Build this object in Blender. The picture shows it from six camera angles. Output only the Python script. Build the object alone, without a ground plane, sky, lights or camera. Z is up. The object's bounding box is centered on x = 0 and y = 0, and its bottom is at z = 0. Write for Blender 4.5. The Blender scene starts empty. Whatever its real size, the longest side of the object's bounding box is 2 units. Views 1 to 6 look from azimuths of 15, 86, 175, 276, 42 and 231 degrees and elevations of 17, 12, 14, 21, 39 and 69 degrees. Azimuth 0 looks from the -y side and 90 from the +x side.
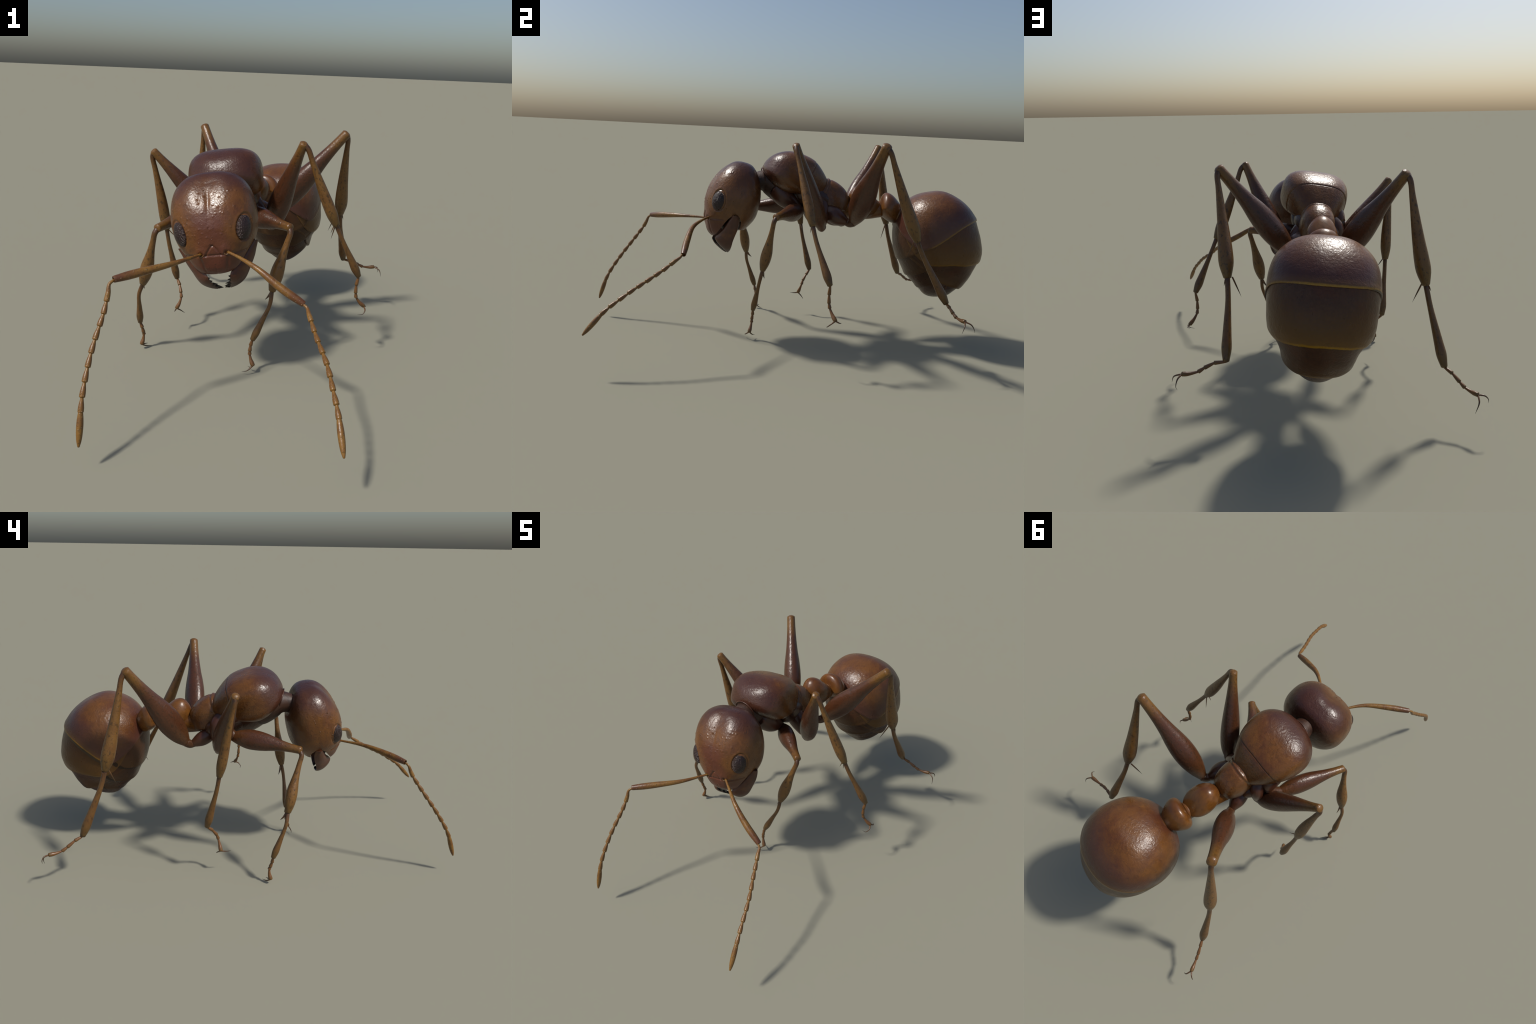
import bpy, bmesh, math, random
import numpy as np
from mathutils import Vector, Matrix, Quaternion

random.seed(7)
V3 = lambda *a: np.array(a, float)

# ------------------------------------------------------------------ maths
def unit(v):
    v = np.asarray(v, float)
    return v / max(np.linalg.norm(v), 1e-12)

def spline(nodes, t):
    """Catmull-Rom through evenly spaced scalar nodes, t in 0..1."""
    nodes = np.asarray(nodes, float)
    t = np.asarray(t, float)
    n = len(nodes)
    x = t * (n - 1)
    i = np.clip(x.astype(int), 0, n - 2)
    f = x - i
    p = np.concatenate([[2 * nodes[0] - nodes[1]], nodes, [2 * nodes[-1] - nodes[-2]]])
    a, b, c, d = p[i], p[i + 1], p[i + 2], p[i + 3]
    return b + 0.5 * f * (c - a + f * (2 * a - 5 * b + 4 * c - d + f * (3 * (b - c) + d - a)))

def path(points, n):
    """Smooth curve through 3D points, evenly sampled by arc length."""
    P = np.asarray(points, float)
    if len(P) == 2:
        return P[0] + (P[1] - P[0]) * np.linspace(0, 1, n)[:, None]
    seg = np.sqrt(np.linalg.norm(np.diff(P, axis=0), axis=1))
    k = np.concatenate([[0], np.cumsum(seg)])
    Q = np.concatenate([[2 * P[0] - P[1]], P, [2 * P[-1] - P[-2]]])
    K = np.concatenate([[k[0] - seg[0]], k, [k[-1] + seg[-1]]])
    out = []
    for i in range(1, len(Q) - 2):
        u = np.linspace(K[i], K[i + 1], 40, endpoint=(i == len(Q) - 3))[:, None]
        lerp = lambda a, b, ka, kb: ((kb - u) * a + (u - ka) * b) / (kb - ka)
        A1 = lerp(Q[i - 1], Q[i], K[i - 1], K[i]); A2 = lerp(Q[i], Q[i + 1], K[i], K[i + 1]); A3 = lerp(Q[i + 1], Q[i + 2], K[i + 1], K[i + 2])
        B1 = lerp(A1, A2, K[i - 1], K[i + 1]); B2 = lerp(A2, A3, K[i], K[i + 2])
        out.append(lerp(B1, B2, K[i], K[i + 1]))
    D = np.concatenate(out)
    s = np.concatenate([[0], np.cumsum(np.linalg.norm(np.diff(D, axis=0), axis=1))])
    s /= s[-1]
    q = np.linspace(0, 1, n)
    return np.stack([np.interp(q, s, D[:, j]) for j in range(3)], 1)

def seg_distance(P, line):
    """Distance from each point to a polyline."""
    best = np.full(len(P), 1e9)
    for a, b in zip(line[:-1], line[1:]):
        e = b - a
        t = np.clip(((P - a) @ e) / max(e @ e, 1e-12), 0, 1)
        best = np.minimum(best, np.linalg.norm(P - a - t[:, None] * e, axis=1))
    return best

# ------------------------------------------------------------------ meshes
ROOT = None
def add_object(name, verts, faces, mats, parent, matrix=None, face_mat=None, angle=50):
    me = bpy.data.meshes.new(name)
    me.from_pydata([tuple(v) for v in verts], [], faces)
    for m in (mats if isinstance(mats, (list, tuple)) else [mats]):
        me.materials.append(m)
    if face_mat is not None:
        me.polygons.foreach_set("material_index", np.asarray(face_mat, np.int32))
    me.polygons.foreach_set("use_smooth", np.ones(len(me.polygons), bool))
    bm = bmesh.new(); bm.from_mesh(me)
    bmesh.ops.remove_doubles(bm, verts=bm.verts, dist=1e-6)
    bmesh.ops.recalc_face_normals(bm, faces=bm.faces)
    bm.to_mesh(me); bm.free()
    if angle:
        me.set_sharp_from_angle(angle=math.radians(angle))
    ob = bpy.data.objects.new(name, me)
    bpy.context.scene.collection.objects.link(ob)
    W = Matrix(matrix) if matrix is not None else Matrix.Identity(4)
    place(ob, parent, W)
    return ob

WORLD = {}
def place(ob, parent, W):
    WORLD[ob.name] = W
    if parent is not None:
        ob.parent = parent
        ob.matrix_basis = WORLD[parent.name].inverted() @ W
    else:
        ob.matrix_basis = W

def ring_faces(rows, cols, cap0=True, cap1=True):
    f = []
    for i in range(rows - 1):
        for j in range(cols):
            k = (j + 1) % cols
            f.append((i * cols + j, i * cols + k, (i + 1) * cols + k, (i + 1) * cols + j))
    if cap0:
        f.append(tuple(range(cols - 1, -1, -1)))
    if cap1:
        f.append(tuple((rows - 1) * cols + j for j in range(cols)))
    return f

def frame_matrix(origin, cols):
    M = Matrix.Identity(4)
    for c in range(3):
        for r in range(3):
            M[r][c] = cols[c][r]
        M[c][3] = origin[c]
    return M

class Body:
    """A closed lens-like shell: an axis with half-width, front and back depth along it."""
    def __init__(s, origin, axes, length, w, f, b, square=2.0, blunt=.5):
        s.square, s.blunt = square, blunt
        s.O, s.M, s.L, s.w, s.f, s.b = V3(*origin), np.array([unit(a) for a in axes]), length, w, f, b
        s.mat = frame_matrix(s.O, s.M)
    def local(s, t, v, grow=0.0):
        t = np.asarray(t, float); v = np.radians(np.asarray(v, float))
        env = (4 * np.maximum(t * (1 - t), 0)) ** s.blunt
        c, n = np.cos(v), np.sin(v)
        k = (np.abs(c) ** s.square + np.abs(n) ** s.square) ** (-1 / s.square)
        c, n = c * k, n * k
        X = env * spline(s.w, t) * c
        Y = env * np.where(n > 0, spline(s.f, t), spline(s.b, t)) * n
        P = np.stack(np.broadcast_arrays(X, Y, t * s.L), -1)
        if not (np.isscalar(grow) and grow == 0.0):
            P = P + s.normal(t, v) * np.asarray(grow)[..., None]
        return P
    def normal(s, t, v):
        """Outward normal; v in radians."""
        d = 1e-3
        tt = np.clip(t, 2 * d, 1 - 2 * d); vd = np.degrees(v)
        a = s.local(tt + d, vd) - s.local(tt - d, vd)
        b = s.local(tt, vd + .5) - s.local(tt, vd - .5)
        n = np.cross(b, a)
        return n / np.maximum(np.linalg.norm(n, axis=-1, keepdims=True), 1e-12)
    def grid(s, nt, nv):
        t = (1 - np.cos(np.linspace(0, math.pi, nt))) / 2
        v = np.linspace(-180, 180, nv, endpoint=False)
        return np.repeat(t, nv), np.tile(v, nt)
    def world(s, p):
        return np.asarray(p) @ s.M + s.O
    def to_local(s, p):
        return (np.asarray(p) - s.O) @ s.M.T

def body_object(name, body, nt, nv, mats, parent, shape=None):
    t, v = body.grid(nt, nv)
    P = body.local(t, v)
    if shape is not None:
        N = body.normal(t, np.radians(v))
        P = shape(P, N, t, v)
    return add_object(name, P, ring_faces(nt, nv, False, False), mats, parent, body.mat, angle=0)

def limb(name, points, radii, mats, parent, flat=1.0, side=(1, 0, 0), n=28, cols=20, smooth=True, cup=0.0, round_ends=True, angle=55):
    """Tube along a path. radii: evenly spaced knots. side: direction of the wide semi-axis; flat: thin/wide ratio."""
    C = path(points, n)
    T = np.gradient(C, axis=0); T /= np.linalg.norm(T, axis=1)[:, None]
    r = np.maximum(spline(radii, np.linspace(0, 1, n)), 1e-5)
    side = np.asarray(side, float)
    if abs(unit(side) @ T[n // 2]) > .9:
        side = np.cross(T[n // 2], unit(V3(.3, .5, .8)))
    sides = [unit(side - T[n // 2] * (side @ T[n // 2]))] * n
    for i in list(range(n // 2 + 1, n)) + list(range(n // 2 - 1, -1, -1)):
        q = sides[i - 1] if i > n // 2 else sides[i + 1]
        sides[i] = unit(q - T[i] * (q @ T[i]))
    rows = []
    ang = np.linspace(0, 2 * math.pi, cols, endpoint=False)
    fl = spline(flat, np.linspace(0, 1, n)) if hasattr(flat, "__len__") else np.full(n, flat)
    def ring(c, tan, rad, a, k=0):
        b = np.cross(tan, a)
        return c + rad * (np.cos(ang)[:, None] * a + k * np.sin(ang)[:, None] * b)
    if round_ends:
        for q in (0.25, 0.65, 0.9):
            rows.append(ring(C[0] - T[0] * r[0] * .55 * (1 - q), T[0], r[0] * math.sqrt(q), sides[0], fl[0]))
    for c, tan, rad, a, k in zip(C, T, r, sides, fl):
        rows.append(ring(c, tan, rad, a, k))
    if cup:
        e, tan, rad, a = C[-1], T[-1], r[-1], sides[-1]
        rows.append(ring(e + tan * rad * .25, tan, rad * .93, a, fl[-1]))
        rows.append(ring(e + tan * rad * .28, tan, rad * .80, a, fl[-1]))
        rows.append(ring(e - tan * cup, tan, rad * .62, a, fl[-1]))
    elif round_ends:
        for q in (0.97, 0.85, 0.6, 0.25):
            rows.append(ring(C[-1] + T[-1] * r[-1] * .45 * (1 - q), T[-1], r[-1] * math.sqrt(q), sides[-1], fl[-1]))
    P = np.concatenate(rows)
    z = unit(C[-1] - C[0]); x = unit(sides[n // 2] - z * (sides[n // 2] @ z)); y = np.cross(z, x)
    M = np.array([x, y, z])
    return add_object(name, (P - C[0]) @ M.T, ring_faces(len(rows), cols), mats, parent, frame_matrix(C[0], M), angle=angle)

# ------------------------------------------------------------------ materials
class Nodes:
    def __init__(s, name):
        s.m = bpy.data.materials.new(name); s.m.use_nodes = True
        s.t = s.m.node_tree; s.t.nodes.clear()
        s.out = s.t.nodes.new("ShaderNodeOutputMaterial")
        s.p = s.t.nodes.new("ShaderNodeBsdfPrincipled")
        s.t.links.new(s.p.outputs[0], s.out.inputs[0])
        s.tc = s.t.nodes.new("ShaderNodeTexCoord")
        s.obj, s.gen = s.tc.outputs["Object"], s.tc.outputs["Generated"]
    def link(s, a, b):
        if hasattr(a, "is_output"):
            s.t.links.new(a, b)
        else:
            b.default_value = a
    def noise(s, scale, detail=2, rough=.5, vec=None, dist=0.0):
        n = s.t.nodes.new("ShaderNodeTexNoise")
        n.inputs["Scale"].default_value = scale; n.inputs["Detail"].default_value = detail
        n.inputs["Roughness"].default_value = rough; n.inputs["Distortion"].default_value = dist
        s.link(vec or s.obj, n.inputs["Vector"])
        return n.outputs["Fac"]
    def voronoi(s, scale, feature="F1", rand=1.0, vec=None, out="Distance"):
        n = s.t.nodes.new("ShaderNodeTexVoronoi"); n.feature = feature
        n.inputs["Scale"].default_value = scale
        n.inputs["Randomness"].default_value = rand
        s.link(vec or s.obj, n.inputs["Vector"])
        return n.outputs[out]
    def xyz(s, vec=None):
        n = s.t.nodes.new("ShaderNodeSeparateXYZ"); s.link(vec or s.obj, n.inputs[0])
        return n.outputs
    def math(s, op, a, b=0.0, clamp=False):
        n = s.t.nodes.new("ShaderNodeMath"); n.operation = op; n.use_clamp = clamp
        s.link(a, n.inputs[0]); s.link(b, n.inputs[1])
        return n.outputs[0]
    def smooth(s, x, lo, hi, a=0.0, b=1.0):
        n = s.t.nodes.new("ShaderNodeMapRange"); n.interpolation_type = "SMOOTHSTEP"
        s.link(x, n.inputs["Value"])
        n.inputs["From Min"].default_value = lo; n.inputs["From Max"].default_value = hi
        n.inputs["To Min"].default_value = a; n.inputs["To Max"].default_value = b
        return n.outputs["Result"]
    def mix(s, fac, a, b, mode="MIX"):
        n = s.t.nodes.new("ShaderNodeMix"); n.data_type = "RGBA"; n.blend_type = mode
        s.link(fac, n.inputs["Factor"])
        for c, i in ((a, 6), (b, 7)):
            if hasattr(c, "is_output"): s.t.links.new(c, n.inputs[i])
            else: n.inputs[i].default_value = (*c, 1)
        return n.outputs[2]
    def ramp(s, x, stops):
        n = s.t.nodes.new("ShaderNodeValToRGB"); s.link(x, n.inputs[0])
        e = n.color_ramp.elements
        while len(e) < len(stops): e.new(.5)
        for el, (p, c) in zip(e, stops):
            el.position = p
            el.color = (*c, 1) if hasattr(c, "__len__") else (c, c, c, 1)
        return n.outputs[0]
    def vec_scale(s, x, y, z, vec=None):
        n = s.t.nodes.new("ShaderNodeMapping"); n.inputs["Scale"].default_value = (x, y, z)
        s.link(vec or s.obj, n.inputs["Vector"])
        return n.outputs[0]
    def bump(s, h, strength, dist, prev=None):
        n = s.t.nodes.new("ShaderNodeBump")
        n.inputs["Strength"].default_value = strength; n.inputs["Distance"].default_value = dist
        s.link(h, n.inputs["Height"])
        if prev is not None: s.link(prev, n.inputs["Normal"])
        return n.outputs[0]
    def finish(s, colour, rough=.36, normal=None, spec=.5):
        s.link(colour if hasattr(colour, "is_output") else (*colour, 1), s.p.inputs["Base Color"])
        s.link(rough, s.p.inputs["Roughness"])
        s.p.inputs["Specular IOR Level"].default_value = spec
        if normal is not None: s.link(normal, s.p.inputs["Normal"])
        return s.m

ORANGE = (.138, .053, .011)
RED = (.082, .024, .008)
PURPLE = (.044, .015, .012)
DARK = (.030, .014, .008)
AMBER = (.200, .098, .006)
OCHRE = (.190, .092, .020)
OLIVE = (.110, .062, .014)

def mottled(n, col, amount=.35, warmth=.30):
    """Slow reddish patches, fine dark specks."""
    patch = n.smooth(n.noise(9, 3, .55), .42, .68)
    col = n.mix(n.math("MULTIPLY", patch, .65), col, RED)
    grain = n.smooth(n.noise(55, 3, .65, vec=n.vec_scale(1, 1, .45), dist=.6), .40, .66)
    col = n.mix(n.math("MULTIPLY", grain, .28), col, (.030, .012, .006))
    warm = n.smooth(n.noise(26, 2, .5), .52, .70)
    col = n.mix(n.math("MULTIPLY", warm, warmth), col, (.175, .068, .014))
    speck = n.smooth(n.noise(150, 2, .6), .56, .74)
    return n.mix(n.math("MULTIPLY", speck, amount), col, DARK)

def leather(n, strength=.5, scale=95, dist=.004):
    """Fine wrinkled cuticle."""
    a = n.noise(scale, 2, .55, dist=.4)
    b = n.noise(scale * 3.3, 1, .5)
    return n.bump(n.math("ADD", a, n.math("MULTIPLY", b, .3)), strength, dist)

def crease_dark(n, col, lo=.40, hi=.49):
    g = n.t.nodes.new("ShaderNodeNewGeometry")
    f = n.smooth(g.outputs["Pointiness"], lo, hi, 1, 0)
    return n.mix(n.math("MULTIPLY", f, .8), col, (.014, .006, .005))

def mat_head():
    n = Nodes("head_cuticle"); X, Y, Z = n.xyz()
    base = mottled(n, ORANGE, .3)
    wob = n.math("MULTIPLY", n.math("SUBTRACT", n.noise(7, 2), .5), .16)
    top = n.smooth(n.math("ADD", Z, wob), .27, .40)
    col = n.mix(n.math("MULTIPLY", top, .85), base, PURPLE)
    # reddish middle of the face
    ax = n.math("ABSOLUTE", X)
    mid = n.math("MULTIPLY", n.smooth(ax, .03, .085, 1, 0), n.smooth(Y, -.03, -.08))
    mid = n.math("MULTIPLY", mid, n.smooth(Z, .30, .20))
    col = n.mix(n.math("MULTIPLY", mid, .7), col, (.085, .022, .013))
    low = n.smooth(Z, .095, .05)
    col = n.mix(n.math("MULTIPLY", low, .65), col, (.085, .020, .010))
    back = n.smooth(Y, .02, .13)
    col = n.mix(n.math("MULTIPLY", back, .6), col, (.040, .016, .009))
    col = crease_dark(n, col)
    nb = leather(n, .36, 60, .005)
    # scattered setal bumps on the face
    dots = n.smooth(n.voronoi(42), .10, .17, 1, 0)
    patchy = n.smooth(n.noise(11, 2), .46, .60)
    face = n.math("MULTIPLY", n.smooth(Y, .02, -.06), n.smooth(Z, .10, .16))
    nb = n.bump(n.math("MULTIPLY", n.math("MULTIPLY", dots, patchy), face), .8, .006, nb)
    return n.finish(col, n.smooth(n.noise(18, 2), .3, .7, .27, .38), nb)

def mat_shell(name, front_purple=None, bumpiness=.45, dark_low=None, base=ORANGE):
    """Body plate. front_purple=(axis, from, to): where it darkens; dark_low: likewise toward dark brown."""
    n = Nodes(name); ax = dict(zip("xyz", n.xyz()))
    col = mottled(n, base, .28)
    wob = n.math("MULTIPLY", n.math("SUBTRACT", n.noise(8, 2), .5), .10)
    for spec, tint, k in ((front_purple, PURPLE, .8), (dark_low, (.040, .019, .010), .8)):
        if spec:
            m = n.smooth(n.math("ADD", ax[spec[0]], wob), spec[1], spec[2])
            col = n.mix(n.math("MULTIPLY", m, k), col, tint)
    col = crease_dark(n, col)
    return n.finish(col, n.smooth(n.noise(20, 2), .3, .7, .26, .36), leather(n, bumpiness, 75, .005))

def mat_plate(name, edge_stops, base, rear, zlen, band, amber=1.0, spec=.5):
    """Gaster plate: colour runs along the axis, with an amber rim following the plate's own edge."""
    n = Nodes(name); X, Y, Z = n.xyz()
    phi = n.math("DIVIDE", n.math("ARCTAN2", n.math("ABSOLUTE", X), Y), math.pi)     # 1 = back ridge, 0 = belly
    edge = n.math("MULTIPLY", n.ramp(phi, edge_stops), zlen)
    gap = n.math("SUBTRACT", edge, Z)
    gap = n.math("ADD", gap, n.math("MULTIPLY", n.math("SUBTRACT", n.noise(30, 2), .5), .006))
    col = mottled(n, base, .28, .30 if base is ORANGE else .06)
    col = n.mix(n.math("MULTIPLY", n.smooth(gap, band[1], band[0]), .85), col, rear)
    lateral = n.math("MULTIPLY", n.smooth(phi, .30, .42), n.smooth(phi, .45, .85, .75, 1.0))    # none on the belly side
    soft = n.math("MULTIPLY", n.smooth(gap, .040, .004), .32 * amber)
    line = n.math("MULTIPLY", n.smooth(gap, .011, .005), amber)
    col = n.mix(n.math("MULTIPLY", n.math("MAXIMUM", soft, line), lateral), col, AMBER)
    col = n.mix(n.math("MULTIPLY", n.math("MULTIPLY", n.smooth(gap, .012, .006), n.smooth(phi, .70, .92)), .8 * amber), col, (.330, .170, .006))
    col = n.mix(n.math("MULTIPLY", n.smooth(gap, .0012, -.0006), .85), col, (.012, .006, .003))
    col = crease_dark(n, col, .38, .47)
    return n.finish(col, n.smooth(n.noise(20, 2), .3, .7, .27, .37), leather(n, .32, 80, .005), spec)

def mat_limb(name, near, mid, far, specks=.5, rough=.36, bumpy=.5, lo=.18, hi=.80, bscale=110):
    """Leg part: colour runs from joint to joint along the part."""
    n = Nodes(name); Z = n.xyz(n.gen)[2]
    wob = n.math("MULTIPLY", n.math("SUBTRACT", n.noise(18, 2), .5), .25)
    z = n.math("ADD", Z, wob)
    col = n.mix(n.smooth(z, lo - .14, lo + .14), near, mid)
    col = n.mix(n.smooth(z, hi - .14, hi + .14), col, far)
    patch = n.smooth(n.noise(14, 3, .6), .45, .68)
    col = n.mix(n.math("MULTIPLY", patch, .35), col, RED)
    sp = n.smooth(n.noise(120, 2, .6, vec=n.vec_scale(1, 1, .55)), .54, .68)
    col = n.mix(n.math("MULTIPLY", sp, specks), col, (.022, .016, .008))
    return n.finish(col, rough, leather(n, bumpy, bscale, .003))

def mat_antenna(name, ends):
    n = Nodes(name); Z = n.xyz(n.gen)[2]
    col = n.mix(n.smooth(n.noise(25, 3), .38, .62), (.200, .098, .018), (.140, .056, .013))
    if ends: col = n.mix(n.math("MULTIPLY", n.smooth(n.math("ADD", Z, n.math("MULTIPLY", n.noise(40, 2), .2)), .80, 1.12), .8), col, (.085, .028, .012))
    sp = n.smooth(n.noise(160, 2, .6), .55, .70)
    col = n.mix(n.math("MULTIPLY", sp, .6), col, (.045, .024, .008))
    dots = n.smooth(n.voronoi(75), .14, .24, 1, 0)
    col = n.mix(n.math("MULTIPLY", dots, .35), col, (.23, .15, .07))
    nb = n.bump(dots, .6, .0025, leather(n, .3, 140, .002))
    return n.finish(col, .36, nb)

def mat_eye():
    n = Nodes("compound_eye")
    v = n.vec_scale(1, 1, .15)
    cells = n.voronoi(190, rand=.22, vec=v)
    col = n.mix(n.smooth(cells, .25, .6), (.075, .046, .039), (.020, .010, .009))
    nb = n.bump(n.smooth(cells, .0, .60, 1, 0), 1.0, .0042)
    return n.finish(col, .38, nb, .4)

def mat_plain(name, col, rough=.4, bumpy=.25, var=None):
    n = Nodes(name)
    c = n.mix(n.smooth(n.noise(30, 3), .35, .65), col, var or tuple(x * .6 for x in col))
    return n.finish(c, rough, leather(n, bumpy, 110, .003))

# ------------------------------------------------------------------ the ant
ROOT = bpy.data.objects.new("ant", None)
bpy.context.scene.collection.objects.link(ROOT)
place(ROOT, None, Matrix.Identity(4))
ROOT["label"] = "reddish-brown ant standing with long elbowed antennae"
ROOT["category"] = "ant"

# ---------------------------------------------------------------- head
HEAD = Body((.0236, -.3169, .486), ((.9666, .184, .1787), (-.1388, .9611, -.2388), (-.2156, .206, .9545)), .4018,
            (.138, .138, .1591, .169, .1727, .1776, .1794), (.0506, .0902, .1189, .1224, .1203, .1101, .0944),
            (.1594, .1402, .1428, .1476, .1479, .1385, .1222), 2.34, .322)
MID = .0015                                   # the face's centre line
CLYPEAL_SUTURE = [(.222, -150), (.220, -138), (.207, -112), (.205, -98), (.202, -89), (.202, -79), (.200, -64), (.206, -48), (.215, -34), (.220, -24)]
FRONTAL_LEFT = [(.200, -76), (.25, -82), (.290, -88)]
FRONTAL_RIGHT = [(.202, -103), (.25, -96), (.290, -90)]
MIDLINE = [(.295, -89), (.45, -89), (.62, -89), (.75, -89), (.96, -89)]
CLYPEUS_MID = [(.11, -88), (.02, -88)]
CLYPEUS_SIDES = [[(.185, -114), (.12, -116), (.05, -118)], [(.185, -64), (.12, -62), (.05, -60)]]
EYES = [(.433, -41), (.433, -137)]
SOCKETS = [V3(MID + .050, -.116, .089), V3(MID - .046, -.118, .089)]

def poly(body, tv):
    a = np.array(tv, float)
    k = np.linspace(0, len(a) - 1, 8 * len(a))
    return body.local(np.interp(k, range(len(a)), a[:, 0]), np.interp(k, range(len(a)), a[:, 1]))

def shape_head(P, N, t, v):
    D = np.zeros(len(P))
    dv = ((v + 89 + 180) % 360 - 180)
    front = np.cos(np.radians(dv)) > 0
    # broad dip between the two lobes of the vertex, fading down the face
    fade = np.interp(t, [0, .45, .60, .74, .90, .97, 1], [0, 0, .5, 1, 1, .5, 0])
    D -= .0125 * fade * np.exp(-( dv / 21) ** 2)
    crease = np.interp(t, [0, .3, .5, .62, .70, .78, .86, 1], [0, .2, .25, .7, 1, .6, 0, 0])
    D -= .0030 * crease * np.exp(-(seg_distance(P, poly(HEAD, MIDLINE)) / .0085) ** 2)
    for line, dep, wid in ((CLYPEAL_SUTURE, .0034, .0045), (FRONTAL_LEFT, .0038, .0042), (FRONTAL_RIGHT, .0038, .0042), (CLYPEUS_MID, .0012, .003), (CLYPEUS_SIDES[0], .0028, .006), (CLYPEUS_SIDES[1], .0028, .006)):
        D -= dep * np.exp(-(seg_distance(P, poly(HEAD, line)) / wid) ** 2)
    # frontal lobes swelling beside the triangle, over the antennal sockets
    for s in SOCKETS:
        d = np.linalg.norm((P - s) * V3(1, .45, 1), axis=1)
        D += .0085 * np.exp(-(d / .026) ** 2) - .009 * np.exp(-(d / .0085) ** 2)
    # rim and ditch around each eye
    for tv in EYES:
        e, n = HEAD.local(*tv), HEAD.normal(np.array(tv[0]), np.radians(tv[1]))
        up = unit(V3(0, .12, 1) - n * (n @ V3(0, .12, 1))); sd = np.cross(up, n)
        q = P - e
        r = np.sqrt(((q @ up) / .050) ** 2 + ((q @ sd) / .036) ** 2)
        near = np.linalg.norm(q, axis=1) < .09
        D += near * (.0005 * np.exp(-((r - 1.22) / .12) ** 2) - .0036 * np.exp(-((r - 1.02) / .08) ** 2))
    # occipital hollow where the neck enters
    d = np.linalg.norm(P - HEAD.to_local(V3(-.058, -.165, .79)), axis=1)
    D -= .014 * np.exp(-(d / .055) ** 2)
    # scattered low setal bumps over the forehead
    rng = random.Random(11)
    for _ in range(44):
        tt, vv = rng.uniform(.36, .80), rng.uniform(-150, -30)
        c = HEAD.local(tt, vv)
        d = np.linalg.norm(P - c, axis=1)
        D += .0018 * np.exp(-(d / .0034) ** 2)
    return P + N * D[:, None]

m_head = mat_head()
head = body_object("head", HEAD, 360, 440, m_head, ROOT, shape_head)

# mouth slot: a lens-profiled wedge cut right through from side to side
def cut_mouth(ob):
    prof = [(-.092, -.04), (-.074, .0), (-.061, .016), (-.049, .055), (-.034, .094), (-.020, .114), (-.004, .123), (.016, .119),
            (.033, .102), (.039, .083), (.038, .064), (.052, .064), (.078, .072), (.12, .060), (.14, -.04)]
    n = len(prof)
    W = HEAD.mat
    vs = [(x, y, z) for x in (-.25, .25) for y, z in prof]
    fs = [tuple(range(n)), tuple(range(2 * n - 1, n - 1, -1))] + [(i, i + n, (i + 1) % n + n, (i + 1) % n) for i in range(n)]
    c = add_object("cutter", vs, fs, m_head, None, W, angle=0)
    b = ob.modifiers.new("mouth", "BOOLEAN"); b.operation = "DIFFERENCE"; b.object = c; b.solver = "EXACT"
    bpy.context.view_layer.update()
    dg = bpy.context.evaluated_depsgraph_get()
    me = bpy.data.meshes.new_from_object(ob.evaluated_get(dg))
    ob.modifiers.clear()
    old = ob.data; ob.data = me; bpy.data.meshes.remove(old)
    bpy.data.objects.remove(c)
    me.name = "head"
    me.polygons.foreach_set("use_smooth", np.ones(len(me.polygons), bool))
    me.set_sharp_from_angle(angle=math.radians(38))
cut_mouth(head)

# dark mouthparts behind the clypeus
m_dark = mat_plain("dark_mouth", (.020, .010, .008), .4)
MOUTH = Body(HEAD.world(V3(MID, -.012, .040)), HEAD.M, .085, (.070, .075, .08), (.020, .026, .03), (.020, .026, .03))
body_object("mouthparts", MOUTH, 40, 48, m_dark, head)

# compound eyes
m_eye = mat_eye()
for tv in EYES:
    n = HEAD.normal(np.array(tv[0]), np.radians(tv[1])) + V3(math.copysign(.42, tv[1] + 89), 0, .05)
    n = HEAD.M.T @ unit(n)
    up = HEAD.M.T @ unit(V3(0, .12, 1)); up = unit(up - n * (up @ n)); side = np.cross(up, n)
    c = HEAD.world(HEAD.local(*tv)) - n * .0125
    a, b = np.meshgrid(np.linspace(0, math.pi, 61), np.linspace(0, 2 * math.pi, 72, endpoint=False), indexing="ij")
    P = np.stack([.0360 * np.sin(a) * np.cos(b), .0500 * np.sin(a) * np.sin(b), .0265 * np.cos(a)], -1).reshape(-1, 3)
    add_object("eye", P, ring_faces(61, 72, False, False), m_eye, head, frame_matrix(c, (side, up, n)), angle=0)

# antennal sockets
m_socket = mat_plain("socket_rim", (.150, .070, .022), .35)
for s in SOCKETS:
    n = HEAD.M.T @ unit(V3(s[0] * 2.2, -1, -.12)); x = unit(np.cross(V3(0, 0, 1), n)); y = np.cross(n, x)
    rows = []
    for i in range(24):
        a = 2 * math.pi * i / 24
        for j in range(10):
            b = 2 * math.pi * j / 10
            r = .0095 + .0032 * math.cos(b)
            rows.append((r * math.cos(a), r * math.sin(a), .0030 * math.sin(b)))
    f = [(i * 10 + j, i * 10 + (j + 1) % 10, ((i + 1) % 24) * 10 + (j + 1) % 10, ((i + 1) % 24) * 10 + j) for i in range(24) for j in range(10)]
    add_object("antennal_socket", rows, f, m_socket, head, frame_matrix(HEAD.world(s + V3(0, -.003, 0)), (x, y, n)), angle=0)

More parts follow.
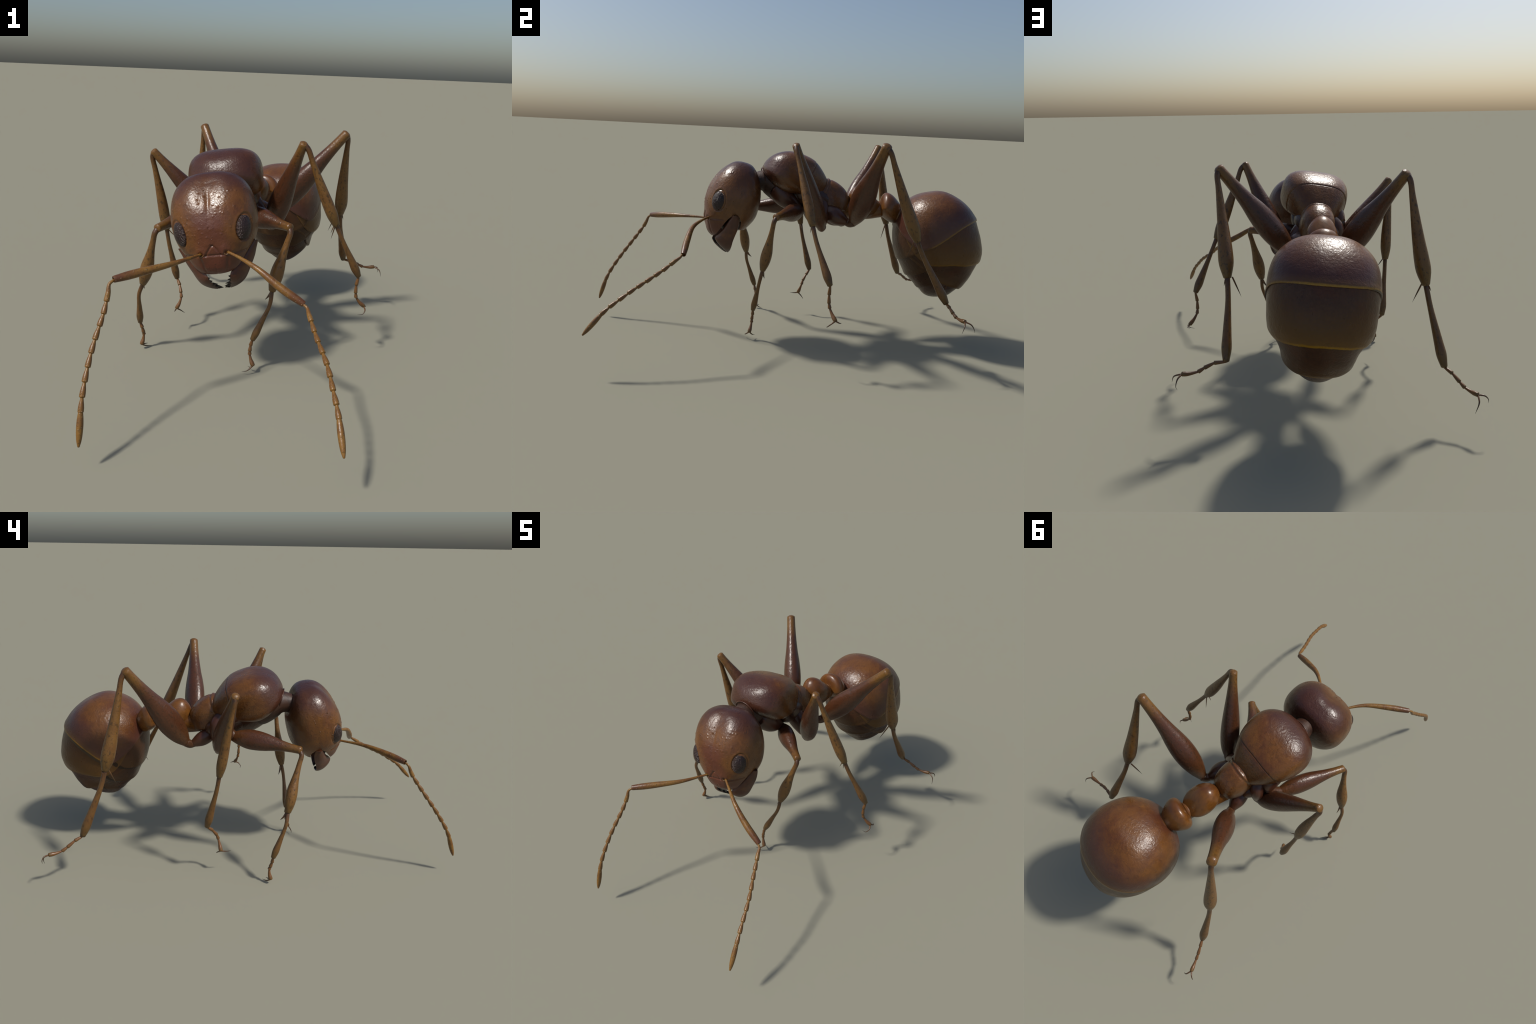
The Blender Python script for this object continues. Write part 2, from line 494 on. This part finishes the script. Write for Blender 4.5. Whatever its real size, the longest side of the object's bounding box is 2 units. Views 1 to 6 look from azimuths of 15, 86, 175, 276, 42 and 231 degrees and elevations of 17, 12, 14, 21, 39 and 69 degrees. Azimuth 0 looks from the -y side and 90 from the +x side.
# mandibles: curved triangular blades with a toothed inner edge (head frame, right side mirrored)
m_mand = None
def mat_mandible():
    n = Nodes("mandible_cuticle"); X, Y, Z = n.xyz()
    col = mottled(n, (.075, .024, .012), .3)
    col = n.mix(n.smooth(Z, -.015, -.05), col, (.045, .018, .011))
    return n.finish(col, .38, leather(n, .3, 110, .003))
m_mand, m_tooth = mat_mandible(), mat_plain("tooth_black", (.010, .006, .005), .62, .15)
FRONT_EDGE = [(.132, -.012, .122), (.114, -.024, .095), (.086, -.034, .055), (.055, -.050, .022), (.044, -.058, .000), (.040, -.044, -.018), (.032, -.020, -.032), (.026, .001, -.042), (.020, .018, -.049)]
BACK_EDGE = [(.148, .010, .122), (.140, .022, .098), (.131, .026, .062), (.115, .023, .024), (.102, .022, -.002), (.089, .024, -.021), (.071, .026, -.036), (.048, .028, -.047), (.018, .028, -.0535)]
TEETH = [(.036, -.062, -.004), (.029, -.049, -.018), (.013, -.023, -.0345), (.006, -.002, -.046), (.002, .026, -.054)]
for sgn in (1, -1):
    F, Bk = path(FRONT_EDGE, 30), path(BACK_EDGE, 30)
    cols = 24
    rows = []
    for i, (f, b) in enumerate(zip(F, Bk)):
        s = i / 29
        c, h = (f + b) / 2, (b - f) / 2
        out = unit(np.cross(h, V3(0, .25, -1) if s < .5 else V3(-.5, .25, -.9)))
        if out[0] < 0: out = -out
        thick = np.interp(s, [0, .25, .6, 1], [.015, .015, .012, .006])
        for j in range(cols):
            a = 2 * math.pi * j / cols
            ca, sa = math.cos(a), math.sin(a)
            bulge = thick * sa * (1.25 if sa > 0 else .35) + .004 * (1 - ca * ca)
            rows.append(c + h * ca + out * bulge)
    P = np.array(rows); P[:, 0] = MID + sgn * P[:, 0]
    mand = add_object("mandible", P, ring_faces(30, cols), m_mand, head, HEAD.mat, angle=60)
    # teeth joined as one dark toothed edge
    buf, faces = [], []
    for k, tip in enumerate(TEETH):
        tip = V3(*tip); i = int(np.argmin(np.linalg.norm(F - tip, axis=1)))
        along = unit(F[min(i + 1, 29)] - F[max(i - 1, 0)])
        root = F[i] + (Bk[i] - F[i]) * .16
        w = unit(tip - root); u1 = unit(along - w * (along @ w)); u2 = np.cross(w, u1)
        o = len(buf)
        for q in (0, .3, .65, 1):
            c = root + (tip - root) * q
            r = .0105 * (1 - q) ** .95 + .0002
            for j in range(10):
                a = 2 * math.pi * j / 10
                p = c + r * (math.cos(a) * u1 + .6 * math.sin(a) * u2)
                buf.append((MID + sgn * p[0], p[1], p[2]))
        faces += [tuple(o + x for x in f) for f in ring_faces(4, 10)]
    teeth = add_object("mandible_teeth", buf, faces, m_tooth, head, HEAD.mat, angle=50)
    teeth["kind"] = "stuff"

# ---------------------------------------------------------------- thorax
THORAX = Body((-.0713, -.1312, .8691), ((.9852, .0699, .1568), (.1715, -.4376, -.8827), (.0069, .8965, -.4431)), .3691,
              (.2044, .1833, .1622, .1456, .1273, .1179), (.0952, .0898, .0879, .0617, .0338, .0043), (.136, .1382, .1361, .1374, .1281, .1243), 3.18, .48)
SUTURE = [(.64, 25), (.605, -2), (.598, -18), (.608, -42), (.612, -66), (.612, -88), (.620, -112), (.628, -136), (.636, -158), (.66, -184)]

def shape_thorax(P, N, t, v):
    line = poly(THORAX, SUTURE)
    d = seg_distance(P, line)
    ts = np.interp(((v + 86 + 180) % 360 - 180), [-98, -72, -50, -26, 0, 20, 44, 68, 84, 111], [.66, .636, .628, .62, .612, .612, .608, .598, .605, .64])
    back = 1 / (1 + np.exp(-(t - ts) / .006)) * (np.abs((v + 86 + 180) % 360 - 180) < 100)
    D = -.0014 * back - .0030 * np.exp(-(d / .0022) ** 2)
    return P + N * D[:, None]

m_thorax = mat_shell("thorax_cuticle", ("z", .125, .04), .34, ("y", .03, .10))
thorax = body_object("thorax", THORAX, 320, 300, m_thorax, ROOT, shape_thorax)

m_neck = mat_plain("neck_cuticle", (.048, .019, .009), .52, .3)
m_pleura = mat_shell("side_plates", None, .3, None, (.052, .022, .012))
NECK_LINE = [(-.072, .020, .742), (-.074, -.060, .766), (-.068, -.122, .786), (-.062, -.158, .784), (-.056, -.198, .775)]
limb("neck", NECK_LINE, (.080, .087, .071, .053, .042), m_neck, thorax, n=40, cols=40, flat=.95)
# raised collar round the neck
def torus(name, centre, axis, r_wide, r_tall, minor, mats, parent, wide_dir=(1, 0, .15)):
    n = unit(axis); x = unit(V3(*wide_dir) - n * (V3(*wide_dir) @ n)); y = np.cross(n, x)
    rows = []
    for i in range(64):
        a = 2 * math.pi * i / 64
        for j in range(10):
            b = 2 * math.pi * j / 10
            k = minor * math.cos(b)
            rows.append(((r_wide + k) * math.cos(a), (r_tall + k) * math.sin(a), minor * .8 * math.sin(b)))
    f = [(i * 10 + j, i * 10 + (j + 1) % 10, ((i + 1) % 64) * 10 + (j + 1) % 10, ((i + 1) % 64) * 10 + j) for i in range(64) for j in range(10)]
    return add_object(name, rows, f, mats, parent, frame_matrix(centre, (x, y, n)), angle=0)
m_ring = mat_plain("collar_rim", (.080, .030, .016), .32)
torus("collar", V3(-.070, -.128, .798), (.05, -.95, -.25),   .058, .053, .0035, m_ring, thorax)

STERNUM = Body((-.078, -.100, .775), ((.987, .04, .155), (.13, -.36, -.92), (.02, .93, -.37)), .34,
               (.075, .085, .088, .08), (.055, .085, .080, .055), (.07, .07, .07, .06))
body_object("breastplate", STERNUM, 70, 90, m_pleura, thorax)
# mid-body side plates over the middle coxae
for x, s in ((-.135, -1), (-.01, 1)):
    B = Body((x, .02, .735 + .02 * s), ((.987, .04, .155), (.13, -.30, -.94), (.02, .95, -.30)), .22, (.032, .045, .048, .04), (.05, .07, .07, .055), (.05, .05, .05, .05))
    body_object("side_plate", B, 50, 60, m_pleura, thorax)

PROP = Body((-.0573, .0802, .7343), ((.9846, .0383, .1706), (.1727, -.3676, -.9138), (.0277, .9292, -.3685)), .243,
            (.0748, .0782, .0819, .0845), (.0878, .0606, .0334, .012), (.1244, .1208, .1166, .1146), 2.635, .382)
m_prop = mat_shell("rear_thorax_cuticle", ("y", .02, .06), .35, None)
def shape_prop(P, N, t, v):
    d = P[:, 2] - .088
    D = .0032 * np.exp(-(d / .0045) ** 2) - .002 * np.exp(-((d - .010) / .005) ** 2)
    return P + N * D[:, None]
body_object("propodeum", PROP, 120, 140, m_prop, thorax, shape_prop)

# ---------------------------------------------------------------- waist
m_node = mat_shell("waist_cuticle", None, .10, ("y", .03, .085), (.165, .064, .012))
NODE = Body((-.0537, .3116, .7186), ((.9867, .0078, .1622), (.1606, -.1965, -.9673), (.0243, .9805, -.1952)), .1763,
            (.0681, .0672, .0698, .0762), (.0701, .0797, .0874, .0963), (.1076, .0777, .0481, .0187))
petiole = body_object("petiole", NODE, 100, 120, m_node, ROOT)
limb("petiole_stalk", [(-.060, .270, .672), (-.054, .340, .656), (-.047, .410, .656), (-.043, .485, .668)], (.052, .046, .044, .042), m_node, petiole, n=24, cols=36)
POST = Body((-.0404, .4773, .6747), ((.984, -.0262, .176), (.1704, -.1474, -.9743), (.0514, .9887, -.1406)), .1139,
            (.0971, .0817, .066, .0507), (.0354, .0501, .0654, .0813), (.1082, .0857, .063, .0407), 2.03, .27)
postpetiole = body_object("postpetiole", POST, 100, 120, m_node, ROOT)
limb("postpetiole_stalk", [(-.035, .545, .655), (-.024, .590, .640), (-.012, .640, .620)], (.050, .046, .050), m_node, postpetiole, n=20, cols=36)

# ---------------------------------------------------------------- gaster
GASTER = Body((-.0213, .7392, .77), ((.9935, -.0503, .1018), (-.0312, -.9829, -.1815), (.1092, .1771, -.9781)), .5603,
              (.226, .2338, .2258, .2149, .2071, .2019, .1719, .1644, .1104), (.2207, .2262, .2314, .2279, .2228, .2078, .1984, .1791, .2066),
              (.1418, .1851, .2054, .2072, .2125, .2147, .1908, .1551, .0812), 2.215, .352)
RIDGE = -86.0
# rear edge of each plate: (degrees from the back ridge, position along the axis), lift, start along the axis
PLATES = [
    ("tergite", [(0, .302), (32, .303), (46, .310), (64, .335), (85, .400), (101, .460), (112, .490), (118, .492), (124, .472), (133, .410), (145, .345), (156, .27), (180, .22)], .0040, 0),
    ("tergite", [(0, .680), (40, .688), (60, .685), (80, .657), (98, .642), (110, .638), (118, .622), (126, .57), (133, .50), (140, .36), (150, .26), (180, .18)], .0005, .15),
    ("sternite", [(0, .20), (90, .25), (108, .36), (118, .45), (125, .512), (133, .532), (146, .552), (160, .565), (180, .578)], .0002, .15),
    ("tergite", [(0, .921), (25, .918), (50, .908), (70, .885), (90, .848), (103, .803), (113, .765), (121, .700), (130, .62), (145, .52), (180, .45)], -.0045, .45),
    ("sternite", [(0, .35), (90, .42), (105, .56), (117, .672), (126, .702), (138, .718), (152, .727), (180, .735)], -.0032, .36),
    ("sternite", [(0, .55), (90, .66), (103, .77), (113, .832), (133, .845), (160, .866), (180, .872)], -.0080, .56),
]
def edge_at(knots, phi):
    k = np.array(knots, float)
    x = np.abs(phi)
    e = np.interp(x, k[:, 0], k[:, 1])
    for d in (3, 6):                       # soften the corners
        e = (2 * e + np.interp(np.abs(x - d), k[:, 0], k[:, 1]) + np.interp(180 - np.abs(180 - (x + d)), k[:, 0], k[:, 1])) / 4
    return e

def plate_mesh(name, knots, lift, start, mats, parent):
    nv, na = 240, 90
    phi = np.linspace(-180, 180, nv, endpoint=False)
    te = edge_at(knots, phi)
    rows = []
    fr = (1 - np.cos(np.linspace(0, math.pi / 2 if start == 0 else math.pi, na))) / (1 if start == 0 else 2)
    fr = np.sort(np.concatenate([fr, [.985, .993]]))
    for a in fr:
        t0 = np.minimum(start, te - .02)
        t = t0 + (te - t0) * a
        # each plate swells a touch just before its rim and then rolls in
        dist = (te - t) * GASTER.L
        g = lift + .0022 * np.exp(-((dist - .008) / .012) ** 2)
        rows.append(GASTER.local(t, RIDGE + phi, g))
    for q, drop in ((.0006, .0015), (.0004, .005), (-.006, .010)):
        t = te + q
        rows.append(GASTER.local(t, RIDGE + phi, lift - drop + 0 * phi))
    P = np.concatenate(rows)
    return add_object(name, P, ring_faces(len(rows), nv, False, False), mats, parent, GASTER.mat, angle=60)

def edge_stops(knots):
    """Edge height against true polar angle around the axis, for the amber rim (0 belly .. 1 ridge)."""
    phi = np.linspace(0, 180, 400)
    P = GASTER.local(edge_at(knots, phi), RIDGE + phi)
    ang = np.arctan2(np.abs(P[:, 0]), P[:, 1]) / math.pi
    o = np.argsort(ang)
    q = np.linspace(0, 1, 30)
    z = np.interp(q, ang[o], P[o, 2] / GASTER.L)
    return [(float(a), float(b)) for a, b in zip(q, z)]

m_tip = mat_shell("gaster_tip_cuticle", None, .3, ("z", .50, .56), (.055, .024, .012))
gaster = body_object("gaster", GASTER, 120, 160, m_tip, ROOT, lambda P, N, t, v: P - N * .0130)
PLATE_LOOK = [
    (ORANGE, (.062, .020, .015), (.045, .17), .95),
    ((.070, .031, .016), (.118, .056, .013), (.01, .20), .75),
    ((.062, .026, .012), (.075, .036, .013), (.01, .09), .25),
    ((.062, .026, .011), (.080, .037, .012), (.01, .09), .35),
    ((.052, .024, .012), (.070, .034, .013), (.01, .08), .25),
    ((.045, .021, .011), (.060, .028, .012), (.01, .08), .15),
]
for (kind, knots, lift, start), (base, rear, band, amber) in zip(PLATES, PLATE_LOOK):
    m = mat_plate(kind + "_cuticle", edge_stops(knots), base, rear, GASTER.L, band, amber, .5 if base is ORANGE else .30)
    plate_mesh(kind, knots, lift, start, m, gaster)

# ---------------------------------------------------------------- legs
m_coxa = mat_limb("coxa_cuticle", (.050, .019, .012), (.070, .024, .012), (.085, .032, .014), .3, .33, .2)
m_troch = mat_limb("trochanter_cuticle", (.040, .016, .009), (.070, .027, .010), (.080, .030, .011), .4, .36, .4)
m_femur = mat_limb("femur_cuticle", (.095, .036, .011), (.072, .026, .011), (.150, .070, .014), .55, .33, .55, .22, .82, 70)
m_tibia = mat_limb("tibia_cuticle", (.060, .024, .010), (.165, .078, .018), (.125, .068, .015), .65, .38, .45, .10, .85, 130)
m_meta = mat_limb("metatarsus_cuticle", (.085, .036, .016), (.145, .068, .017), (.110, .060, .015), .55, .38, .35, .12, .85, 130)
m_tarsus = mat_limb("tarsus_cuticle", (.150, .056, .020), (.150, .066, .020), (.130, .068, .018), .3, .36, .2, .15, .8)
m_claw = mat_limb("claw_horn", (.120, .055, .020), (.070, .036, .014), (.020, .012, .008), .1, .35, .1, .35, .75)

LEGS = [
 # left front
 dict(coxa=[(-.030, -.050, .750), (-.002, -.012, .705), (.004, .045, .668)], rc=(.060, .055, .042, .024),
      base=(-.002, .066, .646), knee=(.239, -.080, .643), tib=(.186, -.128, .374), meta=(.119, -.163, .152),
      toes=[(.112, -.163, .126), (.110, -.166, .100), (.110, -.166, .084), (.130, -.177, .038)],
      claws=[[(.108, -.196, .018), (.086, -.198, .013)], [(.113, -.158, .018), (.098, -.146, .013)]],
      spurs=[((.182, -.124, .368), (.154, -.115, .325), .0062)], kind="front", fat=1.0),
 # left middle
 dict(coxa=[(-.020, .160, .700), (.030, .165, .640), (.072, .165, .595)], rc=(.050, .050, .042, .026),
      base=(.095, .164, .570), knee=(.260, -.009, .982), tib=(.408, .071, .636), meta=(.515, .148, .395),
      toes=[(.509, .148, .353), (.509, .150, .314), (.512, .154, .292), (.548, .177, .245)],
      claws=[[(.558, .156, .233), (.550, .142, .218), (.527, .143, .212)], [(.556, .196, .238), (.545, .205, .236)]],
      spurs=[((.402, .076, .634), (.384, .101, .564), .0026), ((.398, .066, .634), (.386, .066, .600), .0022)], kind="middle", fat=1.0),
 # left hind
 dict(coxa=[(.010, .200, .655), (.036, .245, .628), (.052, .292, .606)], rc=(.040, .048, .042, .022),
      base=(.064, .322, .598), knee=(.380, .381, .998), tib=(.357, .566, .577), meta=(.372, .729, .288),
      toes=[(.417, .728, .283), (.455, .733, .267), (.479, .740, .255), (.540, .757, .256)],
      claws=[[(.572, .745, .243), (.583, .731, .213)], [(.556, .782, .246), (.562, .796, .222), (.557, .800, .212)]],
      spurs=[((.337, .559, .576), (.303, .541, .486), .0034), ((.366, .576, .572), (.372, .580, .545), .0024)], kind="hind", fat=1.0),
 # right front
 dict(coxa=[(-.150, .060, .760), (-.172, .105, .728), (-.186, .128, .706)], rc=(.055, .050, .040, .024),
      base=(-.209, .090, .648), knee=(-.287, -.238, .620), tib=(-.379, -.193, .350), meta=(-.425, -.134, .138),
      toes=[(-.418, -.130, .111), (-.416, -.122, .085), (-.416, -.117, .072), (-.424, -.126, .022)],
      claws=[[(-.414, -.106, .008), (-.392, -.082, .002)], [(-.418, -.116, .021), (-.404, -.100, .020)]],
      spurs=[((-.376, -.186, .345), (-.388, -.159, .314), .0055)], kind="front", fat=1.0),
 # right middle
 dict(coxa=[(-.125, .140, .725), (-.152, .168, .690), (-.156, .172, .610)], rc=(.036, .037, .034, .026),
      base=(-.152, .166, .552), knee=(-.434, .042, .896), tib=(-.405, .118, .519), meta=(-.379, .182, .254),
      toes=[(-.357, .162, .228), (-.342, .143, .196), (-.337, .137, .174), (-.356, .121, .118)],
      claws=[[(-.353, .098, .116), (-.350, .084, .117), (-.348, .072, .120)], [(-.340, .138, .103), (-.326, .148, .090), (-.320, .144, .095)]],
      spurs=[((-.396, .114, .520), (-.361, .129, .480), .0026)], kind="middle", fat=1.0),
 # right hind
 dict(coxa=[(-.094, .190, .632), (-.112, .245, .600), (-.127, .292, .575)], rc=(.030, .039, .037, .020),
      base=(-.138, .316, .574), knee=(-.376, .531, .975), tib=(-.439, .630, .534), meta=(-.490, .742, .225),
      toes=[(-.512, .771, .210), (-.532, .800, .186), (-.545, .821, .171), (-.577, .872, .164)],
      claws=[[(-.572, .900, .146), (-.560, .908, .118), (-.555, .907, .104)], [(-.600, .886, .164), (-.612, .890, .150), (-.611, .889, .136)]],
      spurs=[((-.424, .622, .536), (-.397, .594, .450), .0034), ((-.448, .640, .532), (-.458, .640, .508), .0024)], kind="hind", fat=1.0),
]
RAD = {
 "front": dict(femur=(.020, .036, .046, .046, .041, .032,   .024, .0195, .0175), flat=(.80, .80, .85, .95, 1), tibia=(.0125, .012, .013, .016, .021, .027, .029, .025, .015), meta=(.009, .009, .0085, .009, .011, .0135, .0155, .011)),
 "middle": dict(femur=(.018, .042, .050, .049, .043, .035, .027, .0205, .0175), flat=(.84, .84, .88, .95, 1), tibia=(.0130, .0115, .013, .016, .020, .023, .025, .024, .015), meta=(.010, .0095, .010, .011, .0135, .0165, .0185, .012)),
 "hind": dict(femur=(.016, .044, .058, .060, .052, .039, .030, .0245, .0215), flat=(.76, .76, .80, .90, 1), tibia=(.0135, .012, .015, .019, .023, .027, .031, .031, .017), meta=(.011, .011, .0115, .0135, .016, .0185, .0205, .013)),
}
for L in LEGS:
    R = RAD[L["kind"]]
    base, knee, tib, meta = (V3(*L[k]) for k in ("base", "knee", "tib", "meta"))
    fd, td = unit(knee - base), unit(tib - knee)
    plane = unit(td - fd * (td @ fd))               # wide side of the femur lies in the leg's plane
    cox = [V3(*p) for p in L["coxa"]]
    leg = limb("leg", cox, L["rc"], m_coxa, ROOT, side=plane, flat=.9, n=20, cols=24)
    cend = cox[-1]
    limb("trochanter", [cend - unit(base - cend) * .006, (cend + base) / 2, base + fd * .016], (.017, .021, .022), m_troch, leg, side=plane, n=10, cols=20)
    limb("femur", [base, base * .5 + knee * .5 - plane * .004, knee], R["femur"], m_femur, leg, side=plane, flat=R["flat"], n=44, cols=28)
    out = unit(fd - td * (fd @ td))
    ln = np.linalg.norm(tib - knee)
    k0 = knee - fd * .003 + td * .005
    tibia = limb("tibia", [k0, knee + td * ln * .07 + out * .008, knee + td * ln * .22 + out * .006, knee + td * ln * .6, tib], R["tibia"], m_tibia, leg, side=plane, flat=.92, n=40, cols=22)
    for a, b, r in L["spurs"]:
        a, b = V3(*a), V3(*b)
        bend = (a + b) / 2 + (out * .003 if r > .004 else 0)
        limb("spur", [a, bend, b], (r, r * .95, r * .6, r * .06), m_claw, leg, side=plane, flat=.6 if r > .004 else 1, n=14, cols=10)
    md = unit(meta - tib); lm = np.linalg.norm(meta - tib)
    bow = unit(np.cross(md, np.cross(td, md)) + 1e-6)
    amt = {"front": .014, "middle": .004, "hind": .006}[L["kind"]]
    limb("metatarsus", [tib + td * .0, tib + md * lm * .25 + bow * amt, tib + md * lm * .6 + bow * amt * .6, meta], R["meta"], m_meta, leg, side=plane, n=30, cols=18)
    prev = meta + md * .002
    for i, p in enumerate(L["toes"]):
        p = V3(*p)
        last = i == 3
        d = unit(p - prev)
        if last:
            nd = unit(V3(*L["toes"][2]) - V3(*L["toes"][1]))
            mid = (prev + p) / 2 + (nd - d * (nd @ d)) * .006
            limb("tarsus_segment", [prev, mid, p], (.0046, .0058, .0074, .0096, .0092), m_tarsus, leg, side=plane, n=14, cols=14)
        else:
            limb("tarsus_segment", [prev - d * .002, p], (.0044, .0062, .0076, .0084), m_tarsus, leg, side=plane, n=10, cols=14)
        prev = p
    for c in L["claws"]:
        pts = [prev] + [V3(*p) for p in c]
        limb("claw", pts, (.0036, .0034, .0026, .0015, .0003), m_claw, leg, side=plane + V3(.1, .2, .3), n=20, cols=10)

# ---------------------------------------------------------------- antennae
m_scape, m_flag = mat_antenna("scape_cuticle", True), mat_antenna("flagellum_cuticle", False)
ANTENNAE = [
 dict(scape=[(.074, -.398, .608), (.130, -.428, .601), (.214, -.468, .578), (.300, -.487, .530), (.390, -.496, .484)],
      joints=[(.394, -.502, .483), (.431, -.548, .445), (.450, -.579, .422), (.470, -.611, .402), (.493, -.645, .381), (.514, -.679, .361), (.532, -.714, .338), (.549, -.750, .312), (.567, -.786, .286), (.582, -.817, .258), (.614, -.888, .175)]),
 dict(scape=[(-.022, -.420, .592), (-.075, -.541, .588), (-.150, -.637, .577), (-.221, -.716, .564)],
      joints=[(-.223, -.720, .561), (-.229, -.758, .499), (-.227, -.783, .464), (-.229, -.808, .430), (-.231, -.836, .393), (-.231, -.863, .357), (-.229, -.890, .319), (-.226, -.916, .280), (-.222, -.941, .239), (-.217, -.961, .197), (-.209, -.995, .092)]),
]
for A in ANTENNAE:
    S = [V3(*p) for p in A["scape"]]
    ant = limb("antenna", S, (.0052, .0058, .0074, .0094, .0116, .0136, .0150, .0150, .0122), m_scape, ROOT, n=50, cols=18, cup=.006)
    J = [V3(*p) for p in A["joints"]]
    for i in range(10):
        a, b = J[i], J[i + 1]
        d = unit(b - a)
        if i == 0:
            sd = unit(S[-1] - S[-2])
            mid = a + (b - a) * .22 + (sd - d * (sd @ d)) * .010
            pts, r = [a - sd * .002, mid, a + (b - a) * .6 + (sd - d * (sd @ d)) * .004, b], (.0050, .0056, .0075, .0092, .0098)
        elif i < 9:
            pts, r = [a - d * .002, b], (.0045, .0062, .0084, .0097, .0098)
        else:
            pts, r = [a, b], (.0078, .0098, .0110, .0113, .0109, .0098, .0076, .0036)
        limb("flagellum_segment", pts, r, m_flag, ant, n=24, cols=18, side=(1, .3, .2))

for m in [o.data for o in bpy.data.objects if o.type == "MESH"]:
    m.update()
